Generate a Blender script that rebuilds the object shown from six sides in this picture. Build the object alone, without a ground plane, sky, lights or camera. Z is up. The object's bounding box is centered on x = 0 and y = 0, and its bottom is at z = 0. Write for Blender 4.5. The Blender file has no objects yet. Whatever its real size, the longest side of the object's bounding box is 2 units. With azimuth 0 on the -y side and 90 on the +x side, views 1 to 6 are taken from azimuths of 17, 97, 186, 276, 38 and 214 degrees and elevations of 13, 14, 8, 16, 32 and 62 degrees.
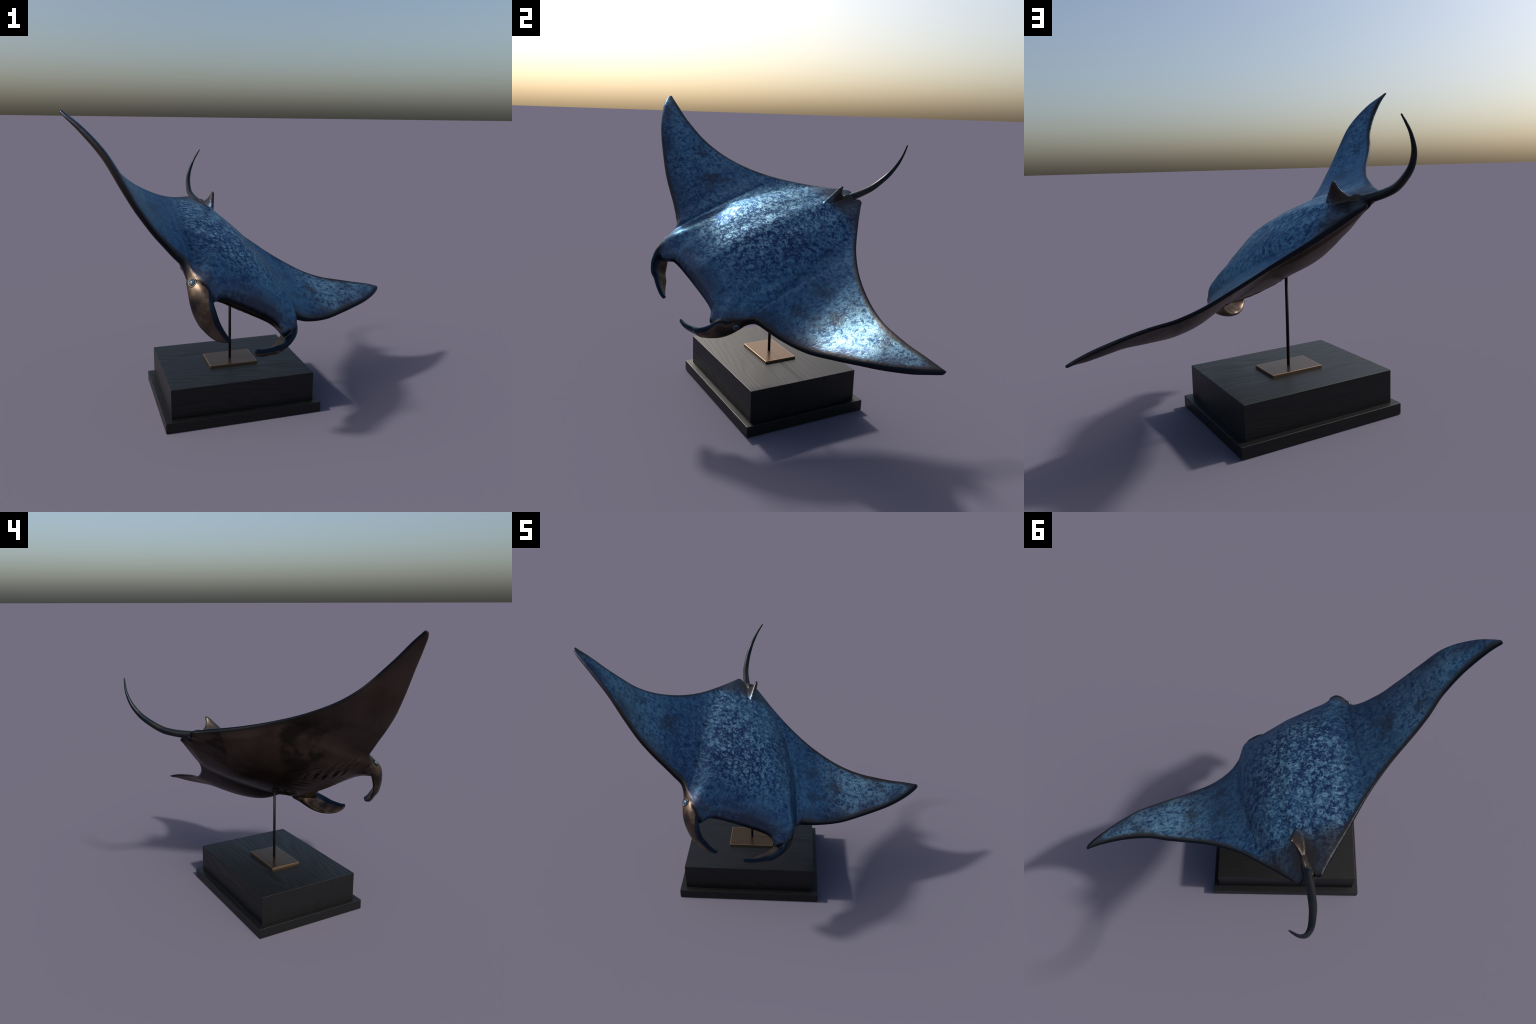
"""Manta ray sculpture in patinated bronze: a banking manta on a thin rod, over a stepped black wooden plinth.
The animal is built in its own frame: x across the body (mirror plane x = 0), y from head to tail, z out of its back."""
import bpy, bmesh, math
import numpy as np
from mathutils import Matrix, Vector, noise

# ------------------------------------------------------------------ frame of the animal
LATERAL = Vector((0.5567, 0.6755, -0.4835))
REARWARD = Vector((-0.5567, 0.7354, 0.3864))
UPWARD = Vector((0.6166, 0.0540, 0.7854))
ORIGIN = Vector((-0.1757, -0.1175, 0.994))
FRAME = Matrix((( LATERAL.x, REARWARD.x, UPWARD.x, ORIGIN.x),
                ( LATERAL.y, REARWARD.y, UPWARD.y, ORIGIN.y),
                ( LATERAL.z, REARWARD.z, UPWARD.z, ORIGIN.z),
                (0, 0, 0, 1)))
VOXEL = 0.0052


# ------------------------------------------------------------------ small maths helpers
def pchip(xs, ys):
    """Monotone cubic through (xs, ys); returns a vectorised function."""
    xs, ys = np.asarray(xs, float), np.asarray(ys, float)
    h, d = np.diff(xs), np.diff(ys) / np.diff(xs)
    m = np.zeros(len(xs))
    m[0], m[-1] = d[0], d[-1]
    for i in range(1, len(xs) - 1):
        if d[i - 1] * d[i] > 0:
            w1, w2 = 2 * h[i] + h[i - 1], h[i] + 2 * h[i - 1]
            m[i] = (w1 + w2) / (w1 / d[i - 1] + w2 / d[i])

    def f(x):
        x = np.clip(np.asarray(x, float), xs[0], xs[-1])
        k = np.clip(np.searchsorted(xs, x, side='right') - 1, 0, len(xs) - 2)
        t = (x - xs[k]) / h[k]
        return ((2 * t**3 - 3 * t**2 + 1) * ys[k] + (t**3 - 2 * t**2 + t) * h[k] * m[k]
                + (-2 * t**3 + 3 * t**2) * ys[k + 1] + (t**3 - t**2) * h[k] * m[k + 1])
    return f


def catmull(points, n):
    """n samples of a Catmull-Rom curve through the points."""
    p = np.asarray(points, float)
    q = np.vstack([2 * p[0] - p[1], p, 2 * p[-1] - p[-2]])
    out = []
    for t in np.linspace(0, len(p) - 1, n):
        k = min(int(t), len(p) - 2)
        f = t - k
        a, b, c, d = q[k:k + 4]
        out.append(0.5 * (2 * b + (c - a) * f + (2 * a - 5 * b + 4 * c - d) * f * f + (3 * b - a - 3 * c + d) * f**3))
    return np.array(out)


def smooth(a, b, x):
    t = np.clip((x - a) / (b - a), 0, 1)
    return t * t * (3 - 2 * t)


def bell(x, w):
    return np.exp(-(x / w)**2)


# ------------------------------------------------------------------ planform: leading and trailing edge (span, y, z)
LEADING = [(0, -.559, .056), (.14, -.561, .056), (.20, -.566, .055), (.24, -.575, .052), (.27, -.597, .050), (.30, -.622, .046), (.33, -.622, .044), (.36, -.592, .044), (.395, -.545, .042),
           (.425, -.49, .042), (.447, -.435, .055), (.475, -.402, .064), (.53, -.378, .067), (.64, -.341, .083), (.818, -.286, .142),
           (.975, -.216, .22), (1.134, -.133, .30), (1.30, -.016, .345), (1.38, .056, .360), (1.413, .094, .363)]
TRAILING = [(0, .752, .028), (.02, .762, .028), (.048, .812, .024), (.066, .812, .022), (.10, .775, .024), (.251, .612, .041), (.437, .430, .075), (.615, .303, .106), (.77, .224, .136),
            (.899, .172, .177), (1.025, .131, .239), (1.193, .114, .305), (1.34, .120, .350), (1.413, .128, .363)]
lead_y, lead_z = pchip([p[0] for p in LEADING], [p[1] for p in LEADING]), pchip([p[0] for p in LEADING], [p[2] for p in LEADING])
trail_y, trail_z = pchip([p[0] for p in TRAILING], [p[1] for p in TRAILING]), pchip([p[0] for p in TRAILING], [p[2] for p in TRAILING])

# back and belly: height along the mid line, half width of the swelling
back_h = pchip([-.57, -.54, -.5, -.45, -.4, -.3, -.2, -.05, .1, .25, .4, .5, .6, .7, .8], [.0, .036, .068, .090, .107, .130, .145, .157, .158, .140, .111, .090, .066, .032, .0])
back_p = pchip([-.1, .0, .1, .26, .52, .78, .95, 1.06, 1.3, 1.6], [1, .998, .978, .91, .78, .54, .27, .15, .05, 0])
skirt_p = pchip([.6, .95, 1.1, 1.35, 1.7], [0, .07, .08, .04, 0])                    # extra flank where the fins join, amidships
back_w = pchip([-.56, -.4, -.2, 0, .2, .4, .6, .8], [.44, .435, .41, .385, .35, .30, .22, .12])
belly_h = pchip([-.56, -.5, -.4, -.2, 0, .2, .4, .6, .75, .82], [.0, .028, .060, .100, .124, .130, .102, .052, .018, .0])
belly_w = pchip([-.56, -.4, -.2, 0, .2, .4, .6, .8], [.40, .45, .52, .54, .52, .46, .34, .14])
rim_t = pchip([0, .3, .42, .5, .7, 1.0, 1.3, 1.413], [.036, .036, .022, .014, .013, .012, .010, .006])
wing_top = pchip([0, .4, .6, .9, 1.2, 1.413], [.010, .016, .026, .028, .020, .003])
wing_low = pchip([0, .4, .6, .9, 1.2, 1.413], [.006, .012, .022, .022, .014, .002])
GILLS = [(.455, .255, -.318, -.330), (.425, .205, -.262, -.285), (.38, .165, -.203, -.222), (.335, .155, -.142, -.150), (.285, .14, -.105, -.075)]


def body_heights(s, y):
    """Top and bottom height of the body at span s >= 0 and length y, with the distance to the rim."""
    yf, yr = lead_y(s), trail_y(s)
    f = np.clip((y - yf) / np.maximum(yr - yf, 1e-6), 0, 1)
    mid = lead_z(s) * (1 - f) + trail_z(s) * f
    d = np.minimum(y - yf, yr - y) * np.where(s > .47, .86, 1.0)
    r = np.where((s < .43) & (y < 0), .026, .016)
    edge = np.sqrt(np.clip(1 - (1 - np.clip(d / r, 0, 1))**2, 0, 1))
    rim = rim_t(s)
    k = smooth(-.30, .15, y)
    rim = rim * (1 - k) + np.minimum(rim, .0105) * k
    foil = np.clip(f, 1e-9, 1)**.55 * (1 - f)**1.35 * 2.15
    fade = smooth(0, .10, d)
    q = q_back = s / back_w(y)
    top = mid + rim * edge + wing_top(s) * foil + back_h(y) * (back_p(q) + skirt_p(q) * bell(y - .06, .27)) * smooth(-.03, .035, d)
    top += .024 * np.exp(-((s - .36) / .055)**2 - ((y + .50) / .10)**2) * edge          # swelling over the eye
    top += .012 * np.exp(-((s - .31) / .04)**2 - ((y + .36) / .13)**2) * fade           # ridge running back from it
    top -= .010 * np.exp(-((s - .13) / .10)**2 - ((y + .45) / .08)**2) * fade           # dip behind the lip
    q = s / belly_w(y)
    low = mid - rim * edge - wing_low(s) * foil - belly_h(y) * np.clip(1 - np.clip(q, 0, 1)**2, 0, 1)**1.5 * smooth(-.01, .09, d)
    side = bell(q_back - 1.0, .09) * smooth(-.48, -.35, y) * smooth(.62, .45, y)         # furrows beside the back
    top += .0022 * side * np.sin(95 * (s + .12 * y)) * (.6 + .4 * np.sin(17 * y))
    fold = smooth(.30, .12, s) * smooth(-.50, -.40, y) * smooth(.0, -.16, y)             # folds of the throat
    low += .0035 * fold * np.sin(120 * s + 3 * np.sin(9 * y))
    for s0, s1, y0, y1 in GILLS:                                                         # gill slits: raised lip in front of a groove
        t = (s0 - s) / (s0 - s1)
        c = y0 + (y1 - y0) * t + .022 * np.sin(np.clip(t, 0, 1) * math.pi) 
        on = smooth(-.03, .10, t) * smooth(1.25, .75, t)
        low += on * (.011 * bell(y - c, .008) - .008 * bell(y - c + .017, .012))
    return top, low, edge


def body_shell():
    """Closed two-sided height field over the planform: rows across the span, columns along the chord."""
    half = np.unique(np.concatenate([np.linspace(0, .12, 22), np.linspace(.12, .36, 26), np.linspace(.36, .56, 44), np.linspace(.56, 1.36, 72), np.linspace(1.36, 1.413, 14)]))
    span = np.concatenate([-half[:0:-1], half])
    k = 130
    g = .5 - .5 * np.cos(np.linspace(0, math.pi, k))
    g = .35 * np.linspace(0, 1, k) + .65 * g
    rows_top, rows_low = [], []
    for x in span:
        s = abs(x)
        y = lead_y(s) + (trail_y(s) - lead_y(s)) * g
        top, low, _ = body_heights(np.full(k, s), y)
        rows_top.append(np.stack([np.full(k, x), y, top], 1))
        rows_low.append(np.stack([np.full(k, x), y, low], 1))
    n = len(span)
    verts = np.concatenate([np.concatenate(rows_top), np.concatenate(rows_low)])
    faces = []
    o = n * k
    for i in range(n - 1):
        for j in range(k - 1):
            a = i * k + j
            faces.append((a, a + 1, a + k + 1, a + k))
            faces.append((o + a, o + a + k, o + a + k + 1, o + a + 1))
        for j in (0, k - 1):
            a, b = i * k + j, (i + 1) * k + j
            faces.append((a, b, o + b, o + a) if j == 0 else (a, o + a, o + b, b))
    for j in range(k - 1):
        a, b = j, (n - 1) * k + j
        faces.append((a, o + a, o + a + 1, a + 1))
        faces.append((b, b + 1, o + b + 1, o + b))
    return verts, faces


def loft(rings):
    """Closed skin through rings of equal length, capped at both ends."""
    n, k = len(rings), len(rings[0])
    verts = np.concatenate(list(rings) + [rings[0].mean(0)[None], rings[-1].mean(0)[None]])
    faces = []
    for i in range(n - 1):
        for j in range(k):
            a, b = i * k + j, i * k + (j + 1) % k
            faces.append((a, b, b + k, a + k))
    for j in range(k):
        faces.append(((j + 1) % k, j, n * k))
        faces.append(((n - 1) * k + j, (n - 1) * k + (j + 1) % k, n * k + 1))
    return verts, faces


# ------------------------------------------------------------------ cephalic fins: a bowed paddle between an upper and a lower edge
LOBE_UPPER = [(.098, -.745, -.074), (.150, -.747, -.055), (.238, -.728, -.005), (.304, -.688, .047), (.335, -.646, .074), (.350, -.600, .096), (.358, -.54, .104), (.360, -.46, .098)]
LOBE_LOWER = [(.116, -.734, -.112), (.165, -.714, -.134), (.212, -.684, -.139), (.270, -.640, -.126), (.322, -.596, -.098), (.365, -.558, -.060), (.395, -.52, -.025), (.408, -.46, -.005)]
LOBE_THICK = [.011, .015, .017, .021, .028, .036, .042, .046]


def lobe_loft(side):
    up, lo = catmull(LOBE_UPPER, 60), catmull(LOBE_LOWER, 60)
    th = catmull([(t, 0, 0) for t in LOBE_THICK], 60)[:, 0]
    rings = []
    for i in range(60):
        c, w = (up[i] + lo[i]) / 2, (up[i] - lo[i]) / 2
        a, b = max(i - 1, 0), min(i + 1, 59)
        along = (up[b] + lo[b] - up[a] - lo[a])
        n = np.cross(along, w)
        n /= np.linalg.norm(n)
        if n[0] < 0:
            n = -n
        ring = []
        for t in np.linspace(0, 2 * math.pi, 28, endpoint=False):
            ct, st = math.cos(t), math.sin(t)
            u = math.copysign(abs(ct)**.8, ct)
            bow = .14 * np.linalg.norm(w) * (1 - u * u)
            ring.append(c + w * u + n * (th[i] * math.copysign(abs(st)**.9, st) + bow * smooth(59, 38, i)))
        ring = np.array(ring) * (side, 1, 1)
        rings.append(ring)
    return loft(rings)


# ------------------------------------------------------------------ tail, dorsal fin, spine nub, pelvic fins
TAIL = [(.66, .045, .020), (.74, .045, .024), (.82, .030, .022), (.90, .017, .020), (.975, .014, .019), (1.055, .031, .0165), (1.133, .062, .0135), (1.198, .114, .0105), (1.239, .178, .0075), (1.256, .23, .0058), (1.266, .279, .0042)]


def tail_loft():
    p = catmull(TAIL, 90)
    rings = []
    p[:, 2] *= 1.22 + .12 * smooth(1.0, 1.15, p[:, 0])
    for i in range(len(p)):
        a, b = p[max(i - 1, 0)], p[min(i + 1, len(p) - 1)]
        ty, tz = b[0] - a[0], b[1] - a[1]
        l = math.hypot(ty, tz)
        ty, tz = ty / l, tz / l
        ring = [(p[i, 2] * math.cos(t) * .98, p[i, 0] - tz * p[i, 2] * .95 * math.sin(t), p[i, 1] + ty * p[i, 2] * .95 * math.sin(t)) for t in np.linspace(0, 2 * math.pi, 16, endpoint=False)]
        rings.append(np.array(ring))
    return loft(rings)


def dorsal_fin_loft():
    # (height z, front y, rear y, half thickness)
    rows = [(.080, .485, .690, .030), (.110, .495, .682, .025), (.138, .512, .670, .020), (.160, .552, .666, .017), (.180, .594, .668, .0145), (.197, .628, .674, .012), (.208, .645, .674, .007)]
    r = catmull(rows, 26)
    rings = []
    for z, yf, yr, th in r:
        ring = []
        for t in np.linspace(0, 2 * math.pi, 24, endpoint=False):
            ct, st = math.cos(t), math.sin(t)
            ring.append((th * st * (1 - .25 * ct), (yf + yr) / 2 + (yr - yf) / 2 * ct, z))
        rings.append(np.array(ring))
    return loft(rings)


def ellipsoid(centre, axes, k=20, m=14):
    """axes: three vectors (already scaled)."""
    axes = np.array(axes, float)
    rings = []
    for v in np.linspace(.04, math.pi - .04, m):
        ring = []
        for t in np.linspace(0, 2 * math.pi, k, endpoint=False):
            ring.append(np.array(centre) + math.sin(v) * (math.cos(t) * axes[0] + math.sin(t) * axes[1]) + math.cos(v) * axes[2])
        rings.append(np.array(ring))
    return loft(rings)


def spine_loft():
    return ellipsoid((0, .716, .070), [(.016, 0, 0), (0, .006, .024), (0, .046, -.012)])


def pelvic_loft(side):
    return ellipsoid((side * .036, .735, .002), [(.020 , .004, 0), (0, 0, .0075), (-.016 * side, .062, .004)])


# ------------------------------------------------------------------ materials
class Graph:
    def __init__(self, name):
        self.m = bpy.data.materials.new(name)
        self.m.use_nodes = True
        self.t = self.m.node_tree
        self.t.nodes.clear()
        self.out = self.t.nodes.new('ShaderNodeOutputMaterial')
        self.b = self.t.nodes.new('ShaderNodeBsdfPrincipled')
        self.t.links.new(self.b.outputs[0], self.out.inputs[0])

    def put(self, sock, v):
        if isinstance(v, bpy.types.NodeSocket):
            self.t.links.new(v, sock)
        elif isinstance(v, (tuple, list)) and len(v) == 3 and sock.type == 'RGBA':
            sock.default_value = (*v, 1)
        else:
            sock.default_value = v

    def node(self, kind, out=0, props=None, **ins):
        n = self.t.nodes.new(kind)
        for k, v in (props or {}).items():
            setattr(n, k, v)
        for k, v in ins.items():
            key = int(k[1:]) if k[0] == '_' else k.replace('_', ' ')
            self.put(n.inputs[key], v)
        return n.outputs[out]

    def math(self, op, a, b=0.0, c=None, clamp=False):
        ins = {'_0': a, '_1': b}
        if c is not None:
            ins['_2'] = c
        return self.node('ShaderNodeMath', 0, {'operation': op, 'use_clamp': clamp}, **ins)

    def ramp(self, v, a, b, lo=0.0, hi=1.0, kind='SMOOTHSTEP'):
        return self.node('ShaderNodeMapRange', 0, {'interpolation_type': kind, 'clamp': True}, _0=v, _1=a, _2=b, _3=lo, _4=hi)

    def mix(self, f, a, b, mode='MIX'):
        n = self.t.nodes.new('ShaderNodeMix')
        n.data_type, n.blend_type = 'RGBA', mode
        self.put(n.inputs[0], f)
        self.put(n.inputs[6], a)
        self.put(n.inputs[7], b)
        return n.outputs[2]

    def curve(self, v, pts, lo, hi, x1=1.45):
        """Piecewise smooth function of v in 0..x1 through pts."""
        n = self.t.nodes.new('ShaderNodeFloatCurve')
        c = n.mapping.curves[0]
        pts = [(x / x1, (y - lo) / (hi - lo)) for x, y in pts]
        c.points[0].location, c.points[1].location = pts[0], pts[-1]
        for q in pts[1:-1]:
            c.points.new(*q)
        for q in c.points:
            q.handle_type = 'AUTO_CLAMPED'
        n.mapping.update()
        self.put(n.inputs[0], 1.0)
        self.put(n.inputs[1], self.math('DIVIDE', v, x1))
        return self.math('MULTIPLY_ADD', n.outputs[0], hi - lo, lo)

    def noise(self, vec, scale, detail=3.0, rough=.5, distort=0.0, out=0):
        return self.node('ShaderNodeTexNoise', out, None, Vector=vec, Scale=scale, Detail=detail, Roughness=rough, Distortion=distort)

    def bump(self, h, strength, dist):
        return self.node('ShaderNodeBump', 0, None, Strength=strength, Distance=dist, Height=h)


def manta_material():
    g = Graph('blue_patina_bronze')
    pos = g.node('ShaderNodeTexCoord', 3)
    sep = g.t.nodes.new('ShaderNodeSeparateXYZ')
    g.t.links.new(pos, sep.inputs[0])
    x, y, z = sep.outputs
    ax = g.math('ABSOLUTE', x)
    # --- leading / trailing edge as functions of the span, and the twist of the fins
    lead = LEADING[:1] + LEADING[3:]
    yl, zl = (g.curve(ax, [(p[0], p[k]) for p in lead], -1.0, 1.0) for k in (1, 2))
    yt, zt = (g.curve(ax, [(p[0], p[k]) for p in TRAILING[2:]], -1.0, 1.0) for k in (1, 2))
    twist = g.math('MULTIPLY', g.math('MULTIPLY', g.curve(ax, TWIST, 0.0, .1), g.math('SIGN', x)), -1.0)
    chord = g.math('DIVIDE', g.math('SUBTRACT', y, yl), g.math('MAXIMUM', g.math('SUBTRACT', yt, yl), .02), clamp=True)
    lift = g.math('MULTIPLY', twist, g.math('SUBTRACT', 1.0, chord))
    y_flat = g.math('MULTIPLY_ADD', lift, -.4, y)
    d = g.math('MINIMUM', g.math('SUBTRACT', y_flat, yl), g.math('SUBTRACT', yt, y_flat))
    # --- height above the rim surface: the back is blue, the belly brown
    rim_z = g.math('ADD', g.math('MULTIPLY', zl, g.math('SUBTRACT', 1.0, chord)), g.math('MULTIPLY', zt, chord))
    lobe_z = g.curve(ax, [(0, -.14), (.10, -.105), (.16, -.080), (.245, -.040), (.308, .008), (.34, .040), (.37, .078), (.45, .09), (1.45, .09)], -.2, .5)
    on_lobe = g.ramp(y, -.56, -.61)
    edge_z = g.math('ADD', g.math('MULTIPLY', rim_z, g.math('SUBTRACT', 1.0, on_lobe)), g.math('MULTIPLY', lobe_z, on_lobe))
    eye_lift = g.math('MULTIPLY', g.ramp(y, -.39, -.46), g.ramp(ax, .345, .385))
    edge_z = g.math('MULTIPLY_ADD', eye_lift, .045, edge_z)
    above = g.math('SUBTRACT', g.math('SUBTRACT', z, edge_z), lift)
    wob = g.math('MULTIPLY', g.math('SUBTRACT', g.noise(pos, 9.0, 4.0), .5), .03)
    dd = g.math('ADD', d, wob)
    n_big = g.noise(pos, 2.6, 3.0, .6)
    n_fine = g.noise(pos, 46.0, 5.0, .6, .6)
    # --- mottled ground: navy pools in a teal film
    n_mid = g.noise(pos, 34.0, 5.0, .62, .7)
    back = g.math('MULTIPLY', g.ramp(ax, .46, .20), g.ramp(y, -.46, -.22))
    film = g.math('ADD', n_mid, g.ramp(n_big, .35, .65, -.06, .08, 'LINEAR'))
    film = g.math('ADD', g.math('MULTIPLY', g.ramp(g.math('MULTIPLY_ADD', back, -.045, film), .40, .60), back), g.math('MULTIPLY', g.ramp(film, .30, .68), g.math('SUBTRACT', 1.0, back)))
    blue = g.mix(film, (.024, .049, .118), (.064, .146, .234))
    # --- pale spots, many of them rings with a dark core
    warped = g.node('ShaderNodeVectorMath', 0, {'operation': 'MULTIPLY_ADD'}, _0=g.noise(pos, 30.0, 3.0, .6, 0.0, 1), _1=(.020, .020, .020), _2=pos)
    cell = g.t.nodes.new('ShaderNodeTexVoronoi')
    g.put(cell.inputs['Vector'], warped)
    g.put(cell.inputs['Scale'], 23.0)
    g.put(cell.inputs['Randomness'], .9)
    pick = g.node('ShaderNodeSeparateColor', 0, None, _0=cell.outputs['Color'])
    core_pick = g.node('ShaderNodeSeparateColor', 1, None, _0=cell.outputs['Color'])
    blob = g.ramp(cell.outputs['Distance'], .50, .38)
    core = g.math('MULTIPLY', g.ramp(cell.outputs['Distance'], .24, .15), g.ramp(core_pick, .35, .45))
    spots = g.math('MULTIPLY', g.math('MULTIPLY', blob, g.math('SUBTRACT', 1.0, core)), g.ramp(pick, .30, .70))
    spots = g.math('MULTIPLY', spots, g.ramp(n_fine, .36, .56))
    outer = g.math('MULTIPLY', g.math('MULTIPLY', g.ramp(ax, .58, .85), g.ramp(n_big, .36, .58, .3, 1.0)), g.ramp(x, -.3, .3, .45, 1.0))
    ridge = g.math('MULTIPLY', g.ramp(g.math('ABSOLUTE', g.math('ADD', x, .10)), .34, .14), g.ramp(y, -.46, -.15))
    zone = g.math('ADD', g.math('ADD', g.math('MULTIPLY', back, .40), g.math('MULTIPLY', ridge, .55)), g.math('MULTIPLY', outer, .85), clamp=True)
    spots = g.math('MULTIPLY', spots, g.math('MULTIPLY_ADD', zone, .80, .16))
    haze = g.math('MULTIPLY', g.math('MULTIPLY', outer, g.ramp(n_mid, .42, .60)), .55)
    thread = g.math('ABSOLUTE', g.math('SUBTRACT', g.noise(warped, 38.0, 2.0, .5, .5), .5))
    thread = g.math('MULTIPLY', g.ramp(thread, .045, .012), g.math('MULTIPLY', g.ramp(n_mid, .40, .60), g.math('MULTIPLY_ADD', zone, .55, .22)))
    clump = g.math('MULTIPLY', g.ramp(g.noise(warped, 44.0, 4.0, .6), .53, .62), g.math('MULTIPLY_ADD', zone, .60, .14))
    pattern = g.math('MAXIMUM', g.math('MAXIMUM', spots, haze), g.math('MAXIMUM', thread, clump))
    blue = g.mix(pattern, blue, (.270, .455, .545))
    fleck = g.ramp(g.noise(pos, 90.0, 4.0, .65), .58, .68)
    blue = g.mix(g.math('MULTIPLY', fleck, .22), blue, (.012, .028, .075))
    # --- dark streaks in the furrow beside the back
    crease = g.math('SUBTRACT', g.math('MULTIPLY_ADD', y, -.125, .385), g.math('MULTIPLY', g.math('MULTIPLY', y, y), .20))
    streak = g.noise(g.node('ShaderNodeMapping', 0, None, Vector=pos, Scale=(60.0, 16.0, 16.0)), 1.0, 4.0, .6, .5)
    streak = g.math('MULTIPLY', g.ramp(g.math('ABSOLUTE', g.math('SUBTRACT', ax, crease)), .040, .006), g.ramp(streak, .46, .56))
    streak = g.math('MULTIPLY', streak, g.math('MULTIPLY', g.ramp(y, .62, .45), g.ramp(y, -.50, -.42)))
    blue = g.mix(g.math('MULTIPLY', streak, .32), blue, (.008, .014, .026))
    # --- slate haze behind the lip and along the leading edge
    slate = g.math('MULTIPLY', g.ramp(g.math('SUBTRACT', y_flat, yl), .17, .03), g.ramp(g.noise(pos, 6.0, 3.0), .35, .60, .35, .85))
    blue = g.mix(slate, blue, (.052, .060, .095))
    smudge = g.math('MULTIPLY', g.ramp(g.noise(pos, 4.2, 5.0, .65, .4), .54, .68, 0, .7), g.ramp(ax, .40, .60))
    blue = g.mix(smudge, blue, (.050, .050, .062))
    # --- brown bronze: rim, mouth, lobes, belly
    brown = g.mix(g.ramp(g.noise(pos, 5.0, 4.0, .6), .35, .65), (.034, .023, .018), (.050, .035, .029))
    smut = g.math('MULTIPLY', g.ramp(g.noise(pos, 3.0, 6.0, .65, .4), .50, .60, 0, .85), g.ramp(ax, .75, .45))
    brown = g.mix(smut, brown, (.009, .007, .005))
    brown = g.mix(g.math('MULTIPLY', g.ramp(d, .030, .004), g.ramp(above, .006, .0, .0, .85)), brown, (.005, .010, .017))
    lobe_zone = g.math('MULTIPLY', g.ramp(y, -.42, -.50), g.ramp(above, -.20, -.02))
    brown = g.mix(lobe_zone, brown, g.mix(g.ramp(g.noise(pos, 16.0, 4.0, .6), .40, .62), (.050, .036, .029), (.105, .075, .055)))
    rim_col = g.mix(g.ramp(d, .003, .016), g.mix(on_lobe, (.008, .010, .014), (.012, .021, .036)), (.058, .046, .038))
    lip = g.math('MULTIPLY', g.ramp(ax, .33, .27), g.ramp(y, -.42, -.50))
    dd = g.math('MULTIPLY_ADD', g.math('MULTIPLY', g.math('MAXIMUM', g.math('SUBTRACT', above, .004), 0.0), lip), .9, dd)
    fade = g.math('MULTIPLY', g.ramp(dd, .013, .046), g.ramp(above, .000, .010))
    fin_zone = g.node('ShaderNodeVectorMath', 1, {'operation': 'LENGTH'}, _0=g.node('ShaderNodeMapping', 0, None, Vector=pos, Location=(0, -.70 * .72, -.10 * .5), Scale=(1.4, .72, .5)))
    fade = g.math('MULTIPLY', fade, g.ramp(g.math('ADD', fin_zone, wob), .05, .16))
    rear = g.math('MULTIPLY', g.ramp(g.math('ADD', y, g.math('MULTIPLY', wob, 4.0)), .50, .64), g.ramp(n_big, .35, .6, .72, .95))
    blue = g.mix(rear, blue, g.mix(g.ramp(n_mid, .4, .6), (.050, .044, .045), (.075, .070, .076)))
    top_col = g.mix(fade, rim_col, blue)
    col = g.mix(g.ramp(above, -.004, .006), brown, top_col)
    g.put(g.b.inputs['Base Color'], col)
    g.put(g.b.inputs['Specular Tint'], g.mix(g.ramp(above, -.004, .006), (.75, .68, .62), (.40, .57, .76)))
    g.put(g.b.inputs['Metallic'], .75)
    g.put(g.b.inputs['Roughness'], g.math('ADD', g.ramp(n_fine, .3, .7, .30, .40), g.ramp(above, -.01, .01, .01, .0)))
    h = g.math('ADD', g.math('MULTIPLY', pattern, .5), n_fine)
    g.put(g.b.inputs['Normal'], g.bump(h, g.ramp(above, -.005, .01, .08, .28), .004))
    return g.m


def tail_material():
    g = Graph('dark_teal_bronze')
    pos = g.node('ShaderNodeTexCoord', 3)
    n = g.noise(pos, 12.0, 4.0)
    g.put(g.b.inputs['Base Color'], g.mix(g.ramp(n, .4, .62), (.006, .013, .020), (.020, .021, .022)))
    g.put(g.b.inputs['Metallic'], .7)
    g.put(g.b.inputs['Roughness'], .36)
    return g.m


def eye_material():
    g = Graph('glazed_blue_eye')
    pos = g.node('ShaderNodeTexCoord', 3)
    sep = g.t.nodes.new('ShaderNodeSeparateXYZ')
    g.t.links.new(pos, sep.inputs[0])
    r = g.math('POWER', g.math('ADD', g.math('POWER', sep.outputs[0], 2.0), g.math('POWER', sep.outputs[1], 2.0)), .5)
    col = g.mix(g.ramp(r, .40, .50), (.008, .020, .045), (.035, .09, .14))
    col = g.mix(g.ramp(r, .8, .95), col, (.010, .016, .025))
    g.put(g.b.inputs['Base Color'], col)
    g.put(g.b.inputs['Roughness'], .2)
    g.put(g.b.inputs['Coat Weight'], .2)
    return g.m


def lid_material():
    g = Graph('dark_bronze_lid')
    n = g.noise(g.node('ShaderNodeTexCoord', 3), 3.0, 3.0)
    g.put(g.b.inputs['Base Color'], g.mix(n, (.022, .019, .018), (.050, .039, .031)))
    g.put(g.b.inputs['Metallic'], .75)
    g.put(g.b.inputs['Roughness'], .30)
    return g.m


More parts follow.
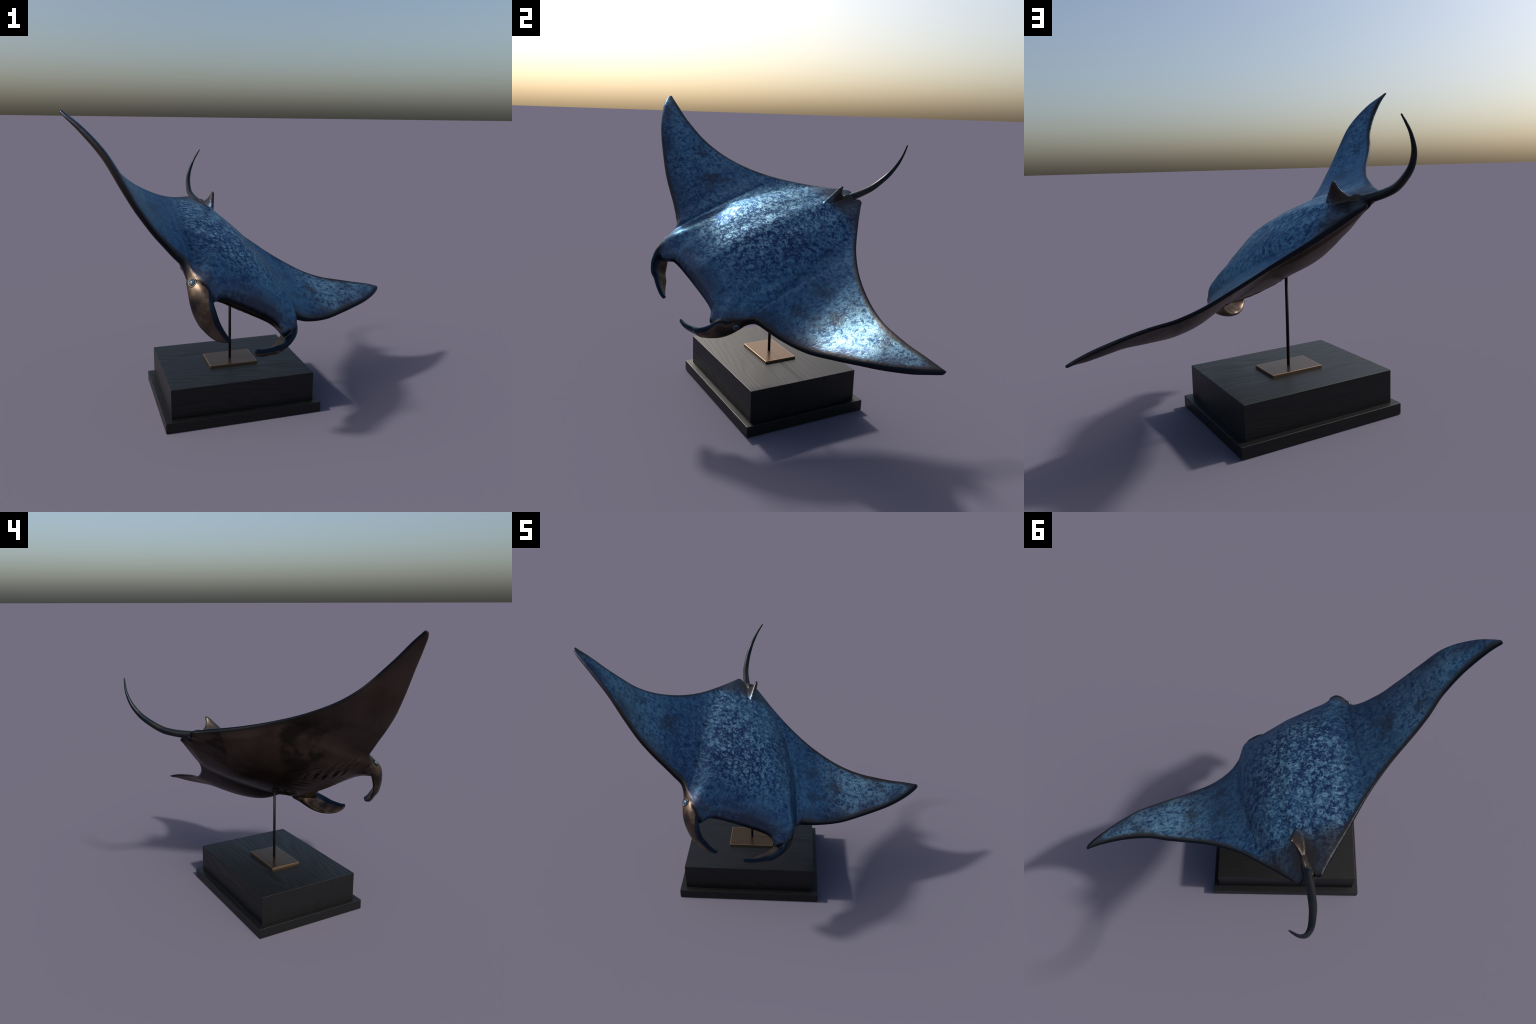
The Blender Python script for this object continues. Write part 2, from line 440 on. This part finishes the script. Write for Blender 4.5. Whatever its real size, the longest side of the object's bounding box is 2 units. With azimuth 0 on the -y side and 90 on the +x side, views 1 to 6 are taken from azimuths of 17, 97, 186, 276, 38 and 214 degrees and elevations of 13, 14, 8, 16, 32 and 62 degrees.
def wood_material():
    g = Graph('black_stained_wood')
    pos = g.node('ShaderNodeTexCoord', 3)
    sep = g.t.nodes.new('ShaderNodeSeparateXYZ')
    g.t.links.new(pos, sep.inputs[0])
    stretched = g.node('ShaderNodeMapping', 0, None, Vector=pos, Scale=(.42, 2.6, 2.6))
    bend = g.noise(stretched, 1.5, 2.0, .45, .2)
    rings = g.math('SINE', g.math('ADD', g.math('MULTIPLY', bend, 95.0), g.math('MULTIPLY', g.math('ADD', sep.outputs[1], sep.outputs[2]), 190.0)))
    fibre = g.noise(g.node('ShaderNodeMapping', 0, None, Vector=pos, Scale=(4.0, 130.0, 130.0)), 1.0, 3.0, .6)
    grain = g.math('ADD', g.math('MULTIPLY', rings, .19), g.math('ADD', g.math('MULTIPLY', fibre, .6), g.math('MULTIPLY', g.noise(stretched, 5.0, 3.0), .4)))
    col = g.mix(g.ramp(grain, .25, .75, 0, 1, 'LINEAR'), (.0016, .0016, .0018), (.0060, .0063, .0066))
    g.put(g.b.inputs['Base Color'], col)
    g.put(g.b.inputs['Roughness'], g.ramp(grain, .2, .8, .50, .38, 'LINEAR'))
    g.put(g.b.inputs['Specular IOR Level'], .38)
    g.put(g.b.inputs['Normal'], g.bump(grain, .16, .004))
    return g.m


def plate_material():
    g = Graph('brushed_brass')
    pos = g.node('ShaderNodeTexCoord', 3)
    sep = g.t.nodes.new('ShaderNodeSeparateXYZ')
    g.t.links.new(pos, sep.inputs[0])
    border = g.math('MAXIMUM', g.ramp(g.math('ABSOLUTE', sep.outputs[0]), .1640, .1655), g.ramp(g.math('ABSOLUTE', sep.outputs[1]), .1070, .1085))  # mask for the bevel-edge highlight, painted as a lighter border colour
    col = g.mix(g.noise(pos, 30.0, 4.0), (.120, .072, .038), (.150, .091, .050))
    g.put(g.b.inputs['Base Color'], g.mix(border, col, (.32, .21, .125)))
    g.put(g.b.inputs['Metallic'], .9)
    g.put(g.b.inputs['Roughness'], .28)
    return g.m


def rod_material():
    g = Graph('black_steel')
    n = g.noise(g.node('ShaderNodeTexCoord', 3), 40.0, 2.0)
    g.put(g.b.inputs['Base Color'], g.mix(n, (.002, .002, .002), (.004, .004, .004)))
    g.put(g.b.inputs['Roughness'], .55)
    g.put(g.b.inputs['Specular IOR Level'], .25)
    return g.m


# ------------------------------------------------------------------ object helpers
def link(name, mesh, parent=None, material=None):
    ob = bpy.data.objects.new(name, mesh)
    bpy.context.scene.collection.objects.link(ob)
    if material:
        mesh.materials.clear()
        mesh.materials.append(material)
    if parent:
        ob.parent = parent
    return ob


def mesh_of(name, parts):
    verts, faces, o = [], [], 0
    for v, f in parts:
        verts.append(v)
        faces += [tuple(i + o for i in q) for q in f]
        o += len(v)
    me = bpy.data.meshes.new(name)
    me.from_pydata(np.concatenate(verts).tolist(), [], faces)
    me.update()
    bm = bmesh.new()
    bm.from_mesh(me)
    bmesh.ops.remove_doubles(bm, verts=bm.verts, dist=1e-6)
    bmesh.ops.recalc_face_normals(bm, faces=bm.faces)
    bm.to_mesh(me)
    bm.free()
    return me


def baked(ob):
    """Evaluate the modifiers of a helper object, then drop the helper."""
    dg = bpy.context.evaluated_depsgraph_get()
    me = bpy.data.meshes.new_from_object(ob.evaluated_get(dg))
    bpy.data.objects.remove(ob)
    return me


def co_array(me):
    a = np.empty(len(me.vertices) * 3)
    me.vertices.foreach_get('co', a)
    return a.reshape(-1, 3)


TWIST = [(0, 0), (.40, .000), (.50, .012), (.645, .030), (.82, .036), (.98, .034), (1.14, .033), (1.30, .020), (1.413, 0), (1.45, 0)]
twist_z = pchip([p[0] for p in TWIST], [p[1] for p in TWIST])


def warp(co):
    """Pose: the fins twist opposite ways at their leading edges, and one reaches a little further."""
    s = -co[:, 0]
    a = np.minimum(np.abs(s), 1.41)
    f = np.clip((co[:, 1] - lead_y(a)) / np.maximum(trail_y(a) - lead_y(a), .02), 0, 1)
    lift = np.sign(s) * twist_z(a) * (1 - f)
    co[:, 2] += lift
    co[:, 1] += lift * .4
    co[:, 0] = -(s - .031 * (s / 1.41)**2)
    return co


def manta_skin():
    parts = [body_shell()] + [lobe_loft(s) for s in (1, -1)] + [tail_loft(), dorsal_fin_loft(), spine_loft()] + [pelvic_loft(s) for s in (1, -1)]
    ob = link('helper', mesh_of('helper', parts))
    m = ob.modifiers.new('remesh', 'REMESH')
    m.mode, m.voxel_size, m.adaptivity = 'VOXEL', VOXEL, 0
    m = ob.modifiers.new('smooth', 'SMOOTH')
    m.factor, m.iterations = .5, 5
    me = baked(ob)
    co = co_array(me)
    s, y, z = np.abs(co[:, 0]), co[:, 1], co[:, 2]
    # mouth: a wide groove pressed back between the upper lip and the jaw
    w = smooth(.29, .24, s) * smooth(-.44, -.50, y)
    co[:, 1] += w * .036 * bell(z - .030, .011)
    co[:, 1] += w * .016 * smooth(.022, -.02, z)
    me.vertices.foreach_set('co', warp(co).ravel())
    me.update()
    return me


def region_of(c):
    s, y, z = np.abs(c[:, 0]), c[:, 1], c[:, 2]
    top, low, _ = body_heights(np.minimum(s, 1.41), np.clip(y, lead_y(s), trail_y(s)))
    r = np.full(len(c), 'torso', dtype=object)
    r[y < -.25 - .12 * np.clip(s / .43, 0, 1)**2] = 'head'
    r[(s > .43 - .25 * smooth(-.1, .7, y))] = 'pectoral_fin'
    r[(s > .43) & (y < -.40) & (s < .47)] = 'head'
    r[(y < -.57) & (s > .10)] = 'cephalic_fin'
    r[(s > .24) & (y < -.53) & (z < -.02)] = 'cephalic_fin'
    r[(s < .03) & (y > .49) & (y < .685) & (z > top + .004)] = 'dorsal_fin'
    r[(s < .03) & (y > .76)] = 'tail'
    return r


def split(me, material, parent):
    n = len(me.polygons)
    centre = np.empty(n * 3)
    me.polygons.foreach_get('center', centre)
    centre = centre.reshape(-1, 3)
    normals = np.empty(len(me.vertices) * 3)
    me.vertices.foreach_get('normal', normals)
    normals = normals.reshape(-1, 3)
    co = co_array(me)
    faces = [tuple(p.vertices) for p in me.polygons]
    reg = region_of(centre)
    made = {}
    for kind in ('torso', 'head', 'pectoral_fin', 'cephalic_fin', 'dorsal_fin', 'tail'):
        for side in ((1, -1) if kind in ('pectoral_fin', 'cephalic_fin') else (0,)):
            pick = (reg == kind) & ((centre[:, 0] * side > 0) if side else True)
            ids = np.nonzero(pick)[0]
            if len(ids) == 0:
                continue
            used = np.unique([v for i in ids for v in faces[i]])
            back = np.full(len(co), -1)
            back[used] = np.arange(len(used))
            part = bpy.data.meshes.new(kind)
            part.from_pydata(co[used].tolist(), [], [tuple(int(back[v]) for v in faces[i]) for i in ids])
            part.update()
            part.polygons.foreach_set('use_smooth', [True] * len(ids))
            part.normals_split_custom_set_from_vertices(normals[used].tolist())
            made[kind, side] = link(kind, part, parent, material)
    return made


def box(name, sx, sy, z0, z1, bevel, parent, material):
    bm = bmesh.new()
    bmesh.ops.create_cube(bm, size=1)
    for v in bm.verts:
        v.co = Vector((v.co.x * sx, v.co.y * sy, z0 + (v.co.z + .5) * (z1 - z0)))
    bmesh.ops.bevel(bm, geom=list(bm.edges), offset=bevel, segments=3, profile=.5, affect='EDGES')
    me = bpy.data.meshes.new(name)
    bm.to_mesh(me)
    bm.free()
    ob = link(name, me, parent, material)
    return ob


# ------------------------------------------------------------------ assembly
root = bpy.data.objects.new('manta_ray_sculpture', None)
bpy.context.scene.collection.objects.link(root)
root.empty_display_size = .2
root["label"] = "banking blue bronze manta ray on a rod and black plinth"
root["category"] = "sculpture"

# plinth, turned about the vertical
TURN = Matrix.Translation((-.1245, -.056, 0)) @ Matrix.Rotation(math.radians(35.1), 4, 'Z')
wood, brass, steel = wood_material(), plate_material(), rod_material()
plinth = box('plinth', .978, .755, .068, .274, .003, root, wood)
foot = box('plinth_foot', 1.063, .840, 0, .070, .003, root, wood)
plate = box('mounting_plate', .340, .226, .273, .290, .002, root, brass)
for ob in (plinth, foot, plate):
    ob.matrix_world = TURN
bm = bmesh.new()
bmesh.ops.create_cone(bm, cap_ends=True, segments=32, radius1=.0096, radius2=.0096, depth=.60)
me = bpy.data.meshes.new('support_rod')
bm.to_mesh(me)
bm.free()
me.polygons.foreach_set('use_smooth', [len(p.vertices) == 4 for p in me.polygons])
rod = link('support_rod', me, root, steel)
rod.matrix_world = Matrix.Translation((-.1245, -.056, .288 + .30))

# the animal
patina = manta_material()
skin = manta_skin()
parts = split(skin, patina, root)
for ob in parts.values():
    ob.matrix_world = FRAME
parts['tail', 0].data.materials[0] = tail_material()
bpy.data.meshes.remove(skin)

# eyes: glazed ball in a lid ring, looking outward and a little up
eye_mat, lid_mat = eye_material(), lid_material()
ball_v, ball_f = ellipsoid((0, 0, 0), [(1, 0, 0), (0, 1, 0), (0, 0, .6)], 32, 20)
ball = mesh_of('eye', [(ball_v, ball_f)])
ball.polygons.foreach_set('use_smooth', [True] * len(ball.polygons))
lid = mesh_of('eyelid', [loft([np.array([((1.12 + .26 * math.cos(v)) * math.cos(t), (1.12 + .26 * math.cos(v)) * math.sin(t) * 1.06, .22 * math.sin(v)) for v in np.linspace(0, 2 * math.pi, 12, endpoint=False)]) for t in np.linspace(0, 2 * math.pi, 41)])])
lid.polygons.foreach_set('use_smooth', [True] * len(lid.polygons))
for side in (1, -1):
    out = Vector((side * .86, -.28, .34)).normalized()
    p = Vector((side * .417, -.511, .050)) + out * .006
    along = Vector((0, 1, 0))
    along = (along - out * along.dot(out)).normalized()
    across = along.cross(out)
    M = Matrix(((across.x, along.x, out.x, p.x), (across.y, along.y, out.y, p.y), (across.z, along.z, out.z, p.z), (0, 0, 0, 1)))
    W = FRAME @ M @ Matrix.Scale(.0205, 4)
    e = link('eye', ball, root)
    if not ball.materials:
        ball.materials.append(eye_mat)
    e.matrix_world = W
    l = link('eyelid', lid, root)
    if not lid.materials:
        lid.materials.append(lid_mat)
    l.matrix_world = W
